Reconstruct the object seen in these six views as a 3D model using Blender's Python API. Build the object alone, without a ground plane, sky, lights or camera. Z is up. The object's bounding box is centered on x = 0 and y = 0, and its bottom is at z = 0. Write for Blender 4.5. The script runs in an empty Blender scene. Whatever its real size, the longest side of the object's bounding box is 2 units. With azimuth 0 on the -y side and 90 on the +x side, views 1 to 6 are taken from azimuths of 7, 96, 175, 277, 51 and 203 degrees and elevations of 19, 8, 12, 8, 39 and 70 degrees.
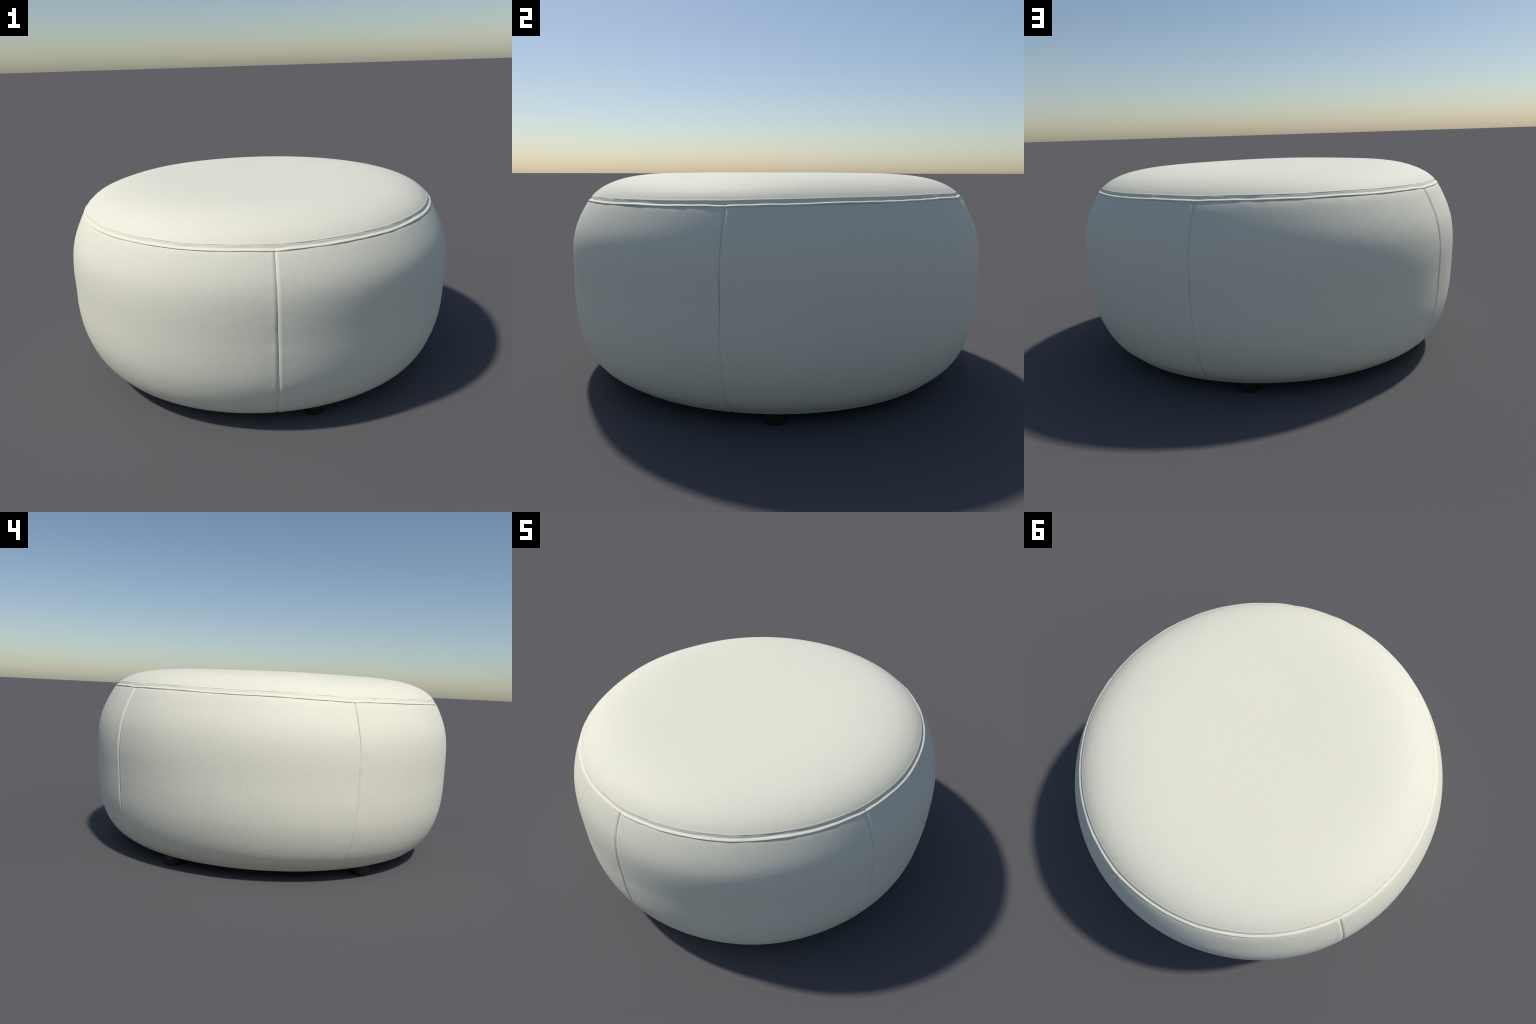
"""Round upholstered ottoman: off-white leather cover sewn from a domed top
panel, a welt (groove + piping) and five side panels, on five short dark feet."""
import bpy, math
import numpy as np

TAU = 2 * math.pi

# ------------------------------------------------------------------ sizes
CENTRE_Z = 0.5            # pole of the wobble
Z_SQUASH = 0.5
BASE_Z = 0.045            # flat underside
SEAM_ANGLES = [-151.0, -79.2, -6.0, 66.3, 138.2]       # degrees, five panels
FEET = [(5.4, .797), (77.6, .797), (150.8, .803), (-138.2, .808), (-66.3, .803)]   # angle, ring radius

# half profile (radius, height) from the crown to the bottom edge
PROFILE = [(0.000, 0.9742), (0.150, 0.9745), (0.300, 0.9750), (0.450, 0.9742),
           (0.580, 0.9700), (0.680, 0.9612), (0.770, 0.9442), (0.840, 0.9175),
           (0.882, 0.8900), (0.909, 0.8615), (0.943, 0.8000), (0.9705, 0.7400),
           (0.988, 0.6820), (0.9955, 0.6240), (0.998, 0.5600), (0.997, 0.4800),
           (0.996, 0.3900), (0.989, 0.3010), (0.976, 0.2400), (0.955, 0.1770),
           (0.921, 0.1140), (0.880, 0.0740), (0.845, 0.0500)]
WELT_HEIGHT = 0.868       # mean height of the piping line

# the stuffing is not quite round: for each elevation seen from the middle,
# cos/sin amplitudes (mm) of one to four lobes around the ottoman
WOBBLE_ELEV = [-58, -50, -42, -30, -18, -6, 6, 18, 30, 42, 55, 70, 90]
WOBBLE = [
    [-3, -6, -3, 1, 3, 2, -1, -2],
    [-3, -6, -3, 1, 3, 2, -1, -2],
    [-2, -4, -3, -3, 2, -1, -2, -1],
    [-1, -5, -5, -1, 3, -3, -1, 1],
    [1, -4, -1, 2, 1, -4, 1, -2],
    [1, -1, 0, 4, 2, 0, -1, 0],
    [-1, 2, -2, 2, 2, 0, -2, -1],
    [2, 0, 0, 1, 3, -2, -1, 1],
    [1, -2, -4, 1, 0, 1, -3, 1],
    [-4, 3, -3, 6, 4, 5, 2, -1],
    [-2, -2, 0, 3, 2, 3, 2, 0],
    [0, 0, 2, -1, 1, -2, -3, 0],
    [0, 0, 0, 0, 0, 0, 0, 0],
]


# ------------------------------------------------------------ shape helpers
def smooth_curve(points, per=40):
    """Catmull-Rom through the control points, then arc-length samples."""
    p = np.array(points, float)
    p = np.vstack([[-p[1, 0], p[1, 1]], p, 2 * p[-1] - p[-2]])
    t = np.linspace(0, 1, per, endpoint=False)[:, None]
    out = []
    for i in range(1, len(p) - 2):
        a, b, c, d = p[i - 1:i + 3]
        out.append(0.5 * (2 * b + (c - a) * t + (2 * a - 5 * b + 4 * c - d) * t ** 2
                          + (3 * b - a - 3 * c + d) * t ** 3))
    out.append(p[-2:-1])
    return np.vstack(out)


def relax(curve, sigma, step=0.0015):
    """Even out the curvature: resample by arc length and blur."""
    arc = np.concatenate([[0], np.cumsum(np.hypot(*np.diff(curve, axis=0).T))])
    a = np.linspace(0, arc[-1], int(arc[-1] / step))
    c = np.stack([np.interp(a, arc, curve[:, 0]), np.interp(a, arc, curve[:, 1])], 1)
    m = int(3 * sigma / step)
    k = np.exp(-0.5 * (np.arange(-m, m + 1) * step / sigma) ** 2)
    k /= k.sum()
    head = c[1:m + 1][::-1] * [-1, 1]
    tail = 2 * c[-1] - c[-m - 1:-1][::-1]
    c = np.vstack([head, c, tail])
    return np.stack([np.convolve(c[:, 0], k, "valid"), np.convolve(c[:, 1], k, "valid")], 1)


CURVE = relax(smooth_curve(PROFILE), 0.028)
ARC = np.concatenate([[0], np.cumsum(np.hypot(*np.diff(CURVE, axis=0).T))])
TAN = np.gradient(CURVE, ARC, axis=0)
TAN /= np.linalg.norm(TAN, axis=1, keepdims=True)
ARC_WELT = float(np.interp(-WELT_HEIGHT, -CURVE[:, 1], ARC))
S_TOP, S_EDGE = -ARC_WELT, float(ARC[-1] - ARC_WELT)


def lumps(x, y, z, scale, seed, octaves=1):
    """Cheap smooth noise: a sum of randomly aimed sine waves, about -1..1."""
    g = np.random.default_rng(seed)
    total = np.zeros(np.broadcast(x, y, z).shape)
    for o in range(octaves):
        for _ in range(9):
            d = g.normal(size=3)
            d *= TAU / (scale / 2 ** o) / np.linalg.norm(d) * g.uniform(0.6, 1.3)
            total += np.sin(d[0] * x + d[1] * y + d[2] * z + g.uniform(0, TAU)) / 3.2 / 2 ** o
    return total


ELEV_FINE = np.linspace(-90, 90, 361)
_kernel = np.exp(-(np.arange(-60, 61) / 22.0) ** 2)
_kernel /= _kernel.sum()
WOBBLE_SMOOTH = np.stack([
    np.convolve(np.pad(np.interp(ELEV_FINE, WOBBLE_ELEV, np.array(WOBBLE)[:, j] / 1000.0), 60, mode="edge"),
                _kernel, mode="valid") for j in range(8)], 1)


def wobble(x, y, z):
    q = np.stack([x, y, (z - CENTRE_Z) / Z_SQUASH])
    dist = np.linalg.norm(q, axis=0)
    elev = np.degrees(np.arcsin(np.clip(q[2] / dist, -1, 1)))
    ang = np.arctan2(y, x)
    out = np.zeros_like(x)
    for j in range(WOBBLE_SMOOTH.shape[1]):
        k = j // 2 + 1
        wave = np.cos(k * ang) if j % 2 == 0 else np.sin(k * ang)
        out += np.interp(elev, ELEV_FINE, WOBBLE_SMOOTH[:, j]) * wave
    return 1 + out / dist * np.clip((np.hypot(x, y) - 0.08) / 0.35, 0, 1) ** 2


def seam_distance(theta):
    """Signed arc distance (m) to the nearest side seam."""
    d = np.stack([(theta - math.radians(a) + math.pi) % TAU - math.pi for a in SEAM_ANGLES])
    i = np.argmin(np.abs(d), axis=0)
    return np.take_along_axis(d, i[None], 0)[0]


def place(theta, s, n):
    """Point of the cover: angle, arc length below the piping line, and height
    above the smooth cover (along its normal)."""
    theta, s, n = np.broadcast_arrays(theta, s, n)
    near = np.exp(-(s / 0.22) ** 2)
    sd = seam_distance(theta)
    shift = 0.004 - 0.017 * np.cos(theta - math.radians(80)) + 0.0025 * np.exp(-(sd / 0.07) ** 2)
    shift = shift + 0.0015 * np.sin(9 * theta + 1.0) * np.sin(4 * theta)
    a = np.clip(s + ARC_WELT + shift * near, 0, ARC[-1])
    r, z = np.interp(a, ARC, CURVE[:, 0]), np.interp(a, ARC, CURVE[:, 1])
    tr, tz = np.interp(a, ARC, TAN[:, 0]), np.interp(a, ARC, TAN[:, 1])
    nr, nz = -tz, tr
    x, y = r * np.cos(theta), r * np.sin(theta)
    fade = np.clip((z - 0.05) / 0.12, 0, 1)
    # the panel beside the front seam is stuffed a little fuller
    front = (theta - math.radians(-74) + math.pi) % TAU - math.pi
    n = n + 0.0042 * np.exp(-(front / math.radians(24)) ** 2) * np.exp(-((z - 0.62) / 0.26) ** 2) * np.clip((r - .85) / .1, 0, 1)
    n = n + 0.0013 * lumps(x, y, z, 0.5, 3) * fade * np.clip((r - .2) / .5, 0, 1)
    r, z = r + n * nr, z + n * nz
    x, y = r * np.cos(theta), r * np.sin(theta)
    w = wobble(x, y, z)
    w = 1 + (w - 1) * np.clip((z - BASE_Z) / 0.02, 0, 1)
    return np.stack([x * w, y * w, CENTRE_Z + (z - CENTRE_Z) * w], -1)


def grid_mesh(name, pts, closed=False, pole=None):
    """Quad mesh from a (rows, columns, 3) grid; rows go down, columns around."""
    rows, cols = pts.shape[:2]
    verts = pts.reshape(-1, 3)
    i, j = np.meshgrid(np.arange(rows - 1), np.arange(cols if closed else cols - 1), indexing="ij")
    k = (j + 1) % cols
    faces = np.stack([i * cols + j, (i + 1) * cols + j, (i + 1) * cols + k, i * cols + k], -1)
    faces = faces.reshape(-1, 4).tolist()
    verts = verts.tolist()
    if pole is not None:
        verts.append(list(pole))
        c = len(verts) - 1
        faces += [[c, a, (a + 1) % cols] for a in range(cols)]
    me = bpy.data.meshes.new(name)
    me.from_pydata(verts, [], faces)
    me.polygons.foreach_set("use_smooth", np.ones(len(faces), dtype=bool))
    me.update()
    return me


# --------------------------------------------------------------- materials
def node(nt, kind, **kw):
    nd = nt.nodes.new(kind)
    for k, v in kw.items():
        if k.startswith("in_"):
            nd.inputs[k[3:].replace("_", " ")].default_value = v
        else:
            setattr(nd, k, v)
    return nd


def leather_material():
    m = bpy.data.materials.new("off_white_leather")
    m.use_nodes = True
    nt = m.node_tree
    bsdf = nt.nodes["Principled BSDF"]
    L = nt.links.new
    co = node(nt, "ShaderNodeTexCoord").outputs["Object"]
    # faint warm and cool blotches
    blotch = node(nt, "ShaderNodeTexNoise", in_Scale=5.0, in_Detail=3.0, in_Roughness=0.55)
    L(co, blotch.inputs["Vector"])
    ramp = node(nt, "ShaderNodeValToRGB")
    ramp.color_ramp.elements[0].position, ramp.color_ramp.elements[1].position = 0.35, 0.65
    ramp.color_ramp.elements[0].color = LEATHER_COOL
    ramp.color_ramp.elements[1].color = LEATHER_WARM
    L(blotch.outputs["Fac"], ramp.inputs["Fac"])
    fine = node(nt, "ShaderNodeTexNoise", in_Scale=90.0, in_Detail=4.0)
    L(co, fine.inputs["Vector"])
    mul = node(nt, "ShaderNodeMapRange")
    mul.inputs["From Min"].default_value, mul.inputs["From Max"].default_value = 0.3, 0.7
    mul.inputs["To Min"].default_value, mul.inputs["To Max"].default_value = 0.975, 1.015
    L(fine.outputs["Fac"], mul.inputs["Value"])
    tint = node(nt, "ShaderNodeVectorMath", operation="SCALE")
    L(ramp.outputs["Color"], tint.inputs[0])
    L(mul.outputs["Result"], tint.inputs["Scale"])
    L(tint.outputs["Vector"], bsdf.inputs["Base Color"])
    # hide grain: short crinkles plus pores
    crinkle = node(nt, "ShaderNodeTexNoise", in_Scale=75.0, in_Detail=5.0, in_Roughness=0.6, in_Distortion=1.2)
    pores = node(nt, "ShaderNodeTexVoronoi", in_Scale=190.0)
    L(co, crinkle.inputs["Vector"])
    L(co, pores.inputs["Vector"])
    add = node(nt, "ShaderNodeMath", operation="MULTIPLY_ADD")
    L(pores.outputs["Distance"], add.inputs[0])
    add.inputs[1].default_value = 0.5
    L(crinkle.outputs["Fac"], add.inputs[2])
    bump = node(nt, "ShaderNodeBump", in_Strength=0.068, in_Distance=0.006)
    L(add.outputs["Value"], bump.inputs["Height"])
    L(bump.outputs["Normal"], bsdf.inputs["Normal"])
    bsdf.inputs["Roughness"].default_value = 0.62
    bsdf.inputs["Specular IOR Level"].default_value = 0.25
    return m


def dark_material(name, colour, rough):
    m = bpy.data.materials.new(name)
    m.use_nodes = True
    nt = m.node_tree
    bsdf = nt.nodes["Principled BSDF"]
    co = node(nt, "ShaderNodeTexCoord").outputs["Object"]
    grain = node(nt, "ShaderNodeTexNoise", in_Scale=60.0, in_Detail=4.0)
    nt.links.new(co, grain.inputs["Vector"])
    ramp = node(nt, "ShaderNodeValToRGB")
    ramp.color_ramp.elements[0].color = [c * 0.8 for c in colour] + [1]
    ramp.color_ramp.elements[1].color = [c * 1.2 for c in colour] + [1]
    nt.links.new(grain.outputs["Fac"], ramp.inputs["Fac"])
    nt.links.new(ramp.outputs["Color"], bsdf.inputs["Base Color"])
    bsdf.inputs["Roughness"].default_value = rough
    return m


LEATHER_COOL = (0.766, 0.747, 0.612, 1)
LEATHER_WARM = (0.778, 0.745, 0.614, 1)
leather = leather_material()
plastic = dark_material("black_plastic", (0.008, 0.008, 0.008), 0.55)
lining = dark_material("black_lining_cloth", (0.02, 0.02, 0.022), 0.9)

# ------------------------------------------------------------------ parts
ottoman = bpy.data.objects.new("ottoman", None)
bpy.context.scene.collection.objects.link(ottoman)
ottoman["label"] = "round off-white leather ottoman with piped top on short black feet"
ottoman["category"] = "ottoman"


def add_part(name, mesh, material):
    if not mesh.materials:
        mesh.materials.append(material)
    ob = bpy.data.objects.new(name, mesh)
    bpy.context.scene.collection.objects.link(ob)
    ob.parent = ottoman
    return ob


# top panel: dome ending in a small turned lip above the groove
N_AROUND = 900
ring = np.linspace(0, TAU, N_AROUND, endpoint=False)
LIP = -0.0150
s_dome = LIP + (S_TOP - LIP) * np.linspace(0.985, 0, 110) ** 1.35
rows_s = list(s_dome[:-1]) + [LIP, LIP + .0010, LIP + .0016, LIP + .0018]
rows_n = [0.0010 * math.exp(-((s - LIP) / 0.0035) ** 2) for s in s_dome[:-1]] + [.0010, .0006, -.0004, -.0030]
s_, t_ = np.meshgrid(rows_s, ring, indexing="ij")
n_ = np.repeat(np.array(rows_n)[:, None], N_AROUND, 1)
pts = place(t_, s_, n_)
add_part("top_panel", grid_mesh("top_panel", pts, True, (0, 0, pts[0, :, 2].mean())), leather)

# welt: steep groove wall, then the piping standing proud of the side panels
WELT = [(-.0166, -.0030), (-.0153, -.0010), (-.0138, -.0004), (-.0095, -.0015), (-.0050, -.0029),
        (-.0018, -.0038), (-.0006, -.0038), (.0006, -.0030), (.0030, -.0013), (.0060, .0006),
        (.0088, .0022), (.0106, .0028), (.0119, .0026), (.0127, .0017), (.0131, .0004),
        (.0133, -.0010), (.0134, -.0040)]
ws, wn = np.array(WELT).T
s_, t_ = np.meshgrid(ws, ring, indexing="ij")
n_ = np.repeat(wn[:, None], N_AROUND, 1)
sd = seam_distance(t_)
n_ = n_ - 0.0030 * np.exp(-(sd / 0.0050) ** 2) * (s_ > .001)
n_ = n_ + 0.0007 * lumps(np.cos(t_), np.sin(t_), s_ * 3, 0.13, 11, 2)
s_ = s_ + 0.0006 * lumps(np.cos(t_), np.sin(t_), 0 * s_, 0.2, 12, 2)
add_part("piping", grid_mesh("piping", place(t_, s_, n_), True), leather)

# five side panels: edges tuck into the side seams and under the piping
S0 = 0.0135
down = np.concatenate([S0 + np.array([0, .0004, .0014, .003, .006]),
                       np.linspace(S0 + .012, S_EDGE - .012, 120),
                       S_EDGE - np.array([.008, .004, .001, 0.0])])
for i, a in enumerate(SEAM_ANGLES):
    a0 = math.radians(a)
    a1 = math.radians(SEAM_ANGLES[(i + 1) % 5] + (360 if i == 4 else 0))
    half = np.concatenate([np.array([0, .0008, .0016, .0026, .004, .006, .009, .013, .018, .025, .034]),
                           np.linspace(.045, (a1 - a0) / 2, 42)])
    cols = np.concatenate([a0 + half, (a1 - half)[::-1][1:]])
    s_, t_ = np.meshgrid(down, cols, indexing="ij")
    edge = np.minimum(t_ - a0, a1 - t_)                        # ~metres on the unit radius
    depth_var = 1 + 0.35 * lumps(0 * s_, t_ * 0, s_, 0.25, 40 + i)
    n_ = -0.0032 * depth_var * np.exp(-(edge / 0.0026)) - 0.0020 * np.exp(-(edge / 0.012) ** 2)
    n_ += 0.0010 * np.exp(-((edge - .012) / 0.009) ** 2)       # soft roll beside the seam
    x, y = np.cos(t_), np.sin(t_)
    pucker = lumps(x * 0.5, y * 0.5, s_, 0.13, 60 + i, 2)
    n_ += 0.0005 * pucker * np.exp(-(edge / 0.05) ** 2) * (edge > 0.0005)
    top = s_ - S0
    n_ += -0.0012 * np.exp(-(top / 0.0014)) - 0.0005 * np.exp(-(top / .010) ** 2)
    n_ += 0.0004 * lumps(x, y, s_ * 0.6, 0.07, 80 + i) * np.exp(-(top / .03) ** 2)
    pts = place(t_, s_, n_)
    # turn the hem under, flat against the base
    hem = []
    for f, h in ((0.994, 0.0008), (0.985, -0.002), (0.95, -0.002)):
        row = pts[-1].copy()
        row[:, :2] *= f
        row[:, 2] = BASE_Z + h + 0.002
        hem.append(row)
    add_part("side_panel", grid_mesh("side_panel", np.concatenate([pts, np.array(hem)]), False), leather)

# underside lining
rad = np.array([0.835, 0.6, 0.3, 0.05])
r_, t_ = np.meshgrid(rad, ring[::6], indexing="ij")
pts = np.stack([r_ * np.cos(t_), r_ * np.sin(t_), np.full_like(r_, BASE_Z + .0025)], -1)
me = grid_mesh("bottom_lining", pts, True, (0, 0, BASE_Z + .0025))
me.flip_normals()
add_part("bottom_lining", me, lining)

# five short tapered feet
FOOT = [(0.001, 0.0), (0.036, 0.0), (0.0398, 0.0008), (0.0418, 0.0030), (0.0424, 0.006),
        (0.0440, 0.050), (0.0445, 0.060)]
fr, fz = np.array(FOOT).T
r_, t_ = np.meshgrid(fr, np.linspace(0, TAU, 48, endpoint=False), indexing="ij")
fm = grid_mesh("foot", np.stack([r_ * np.cos(t_), r_ * np.sin(t_), np.repeat(fz[:, None], 48, 1)], -1), True, (0, 0, 0))
fm.flip_normals()
for foot_angle, foot_ring in FEET:
    a = math.radians(foot_angle)
    ob = add_part("foot", fm, plastic)
    ob.location = (foot_ring * math.cos(a), foot_ring * math.sin(a), 0)
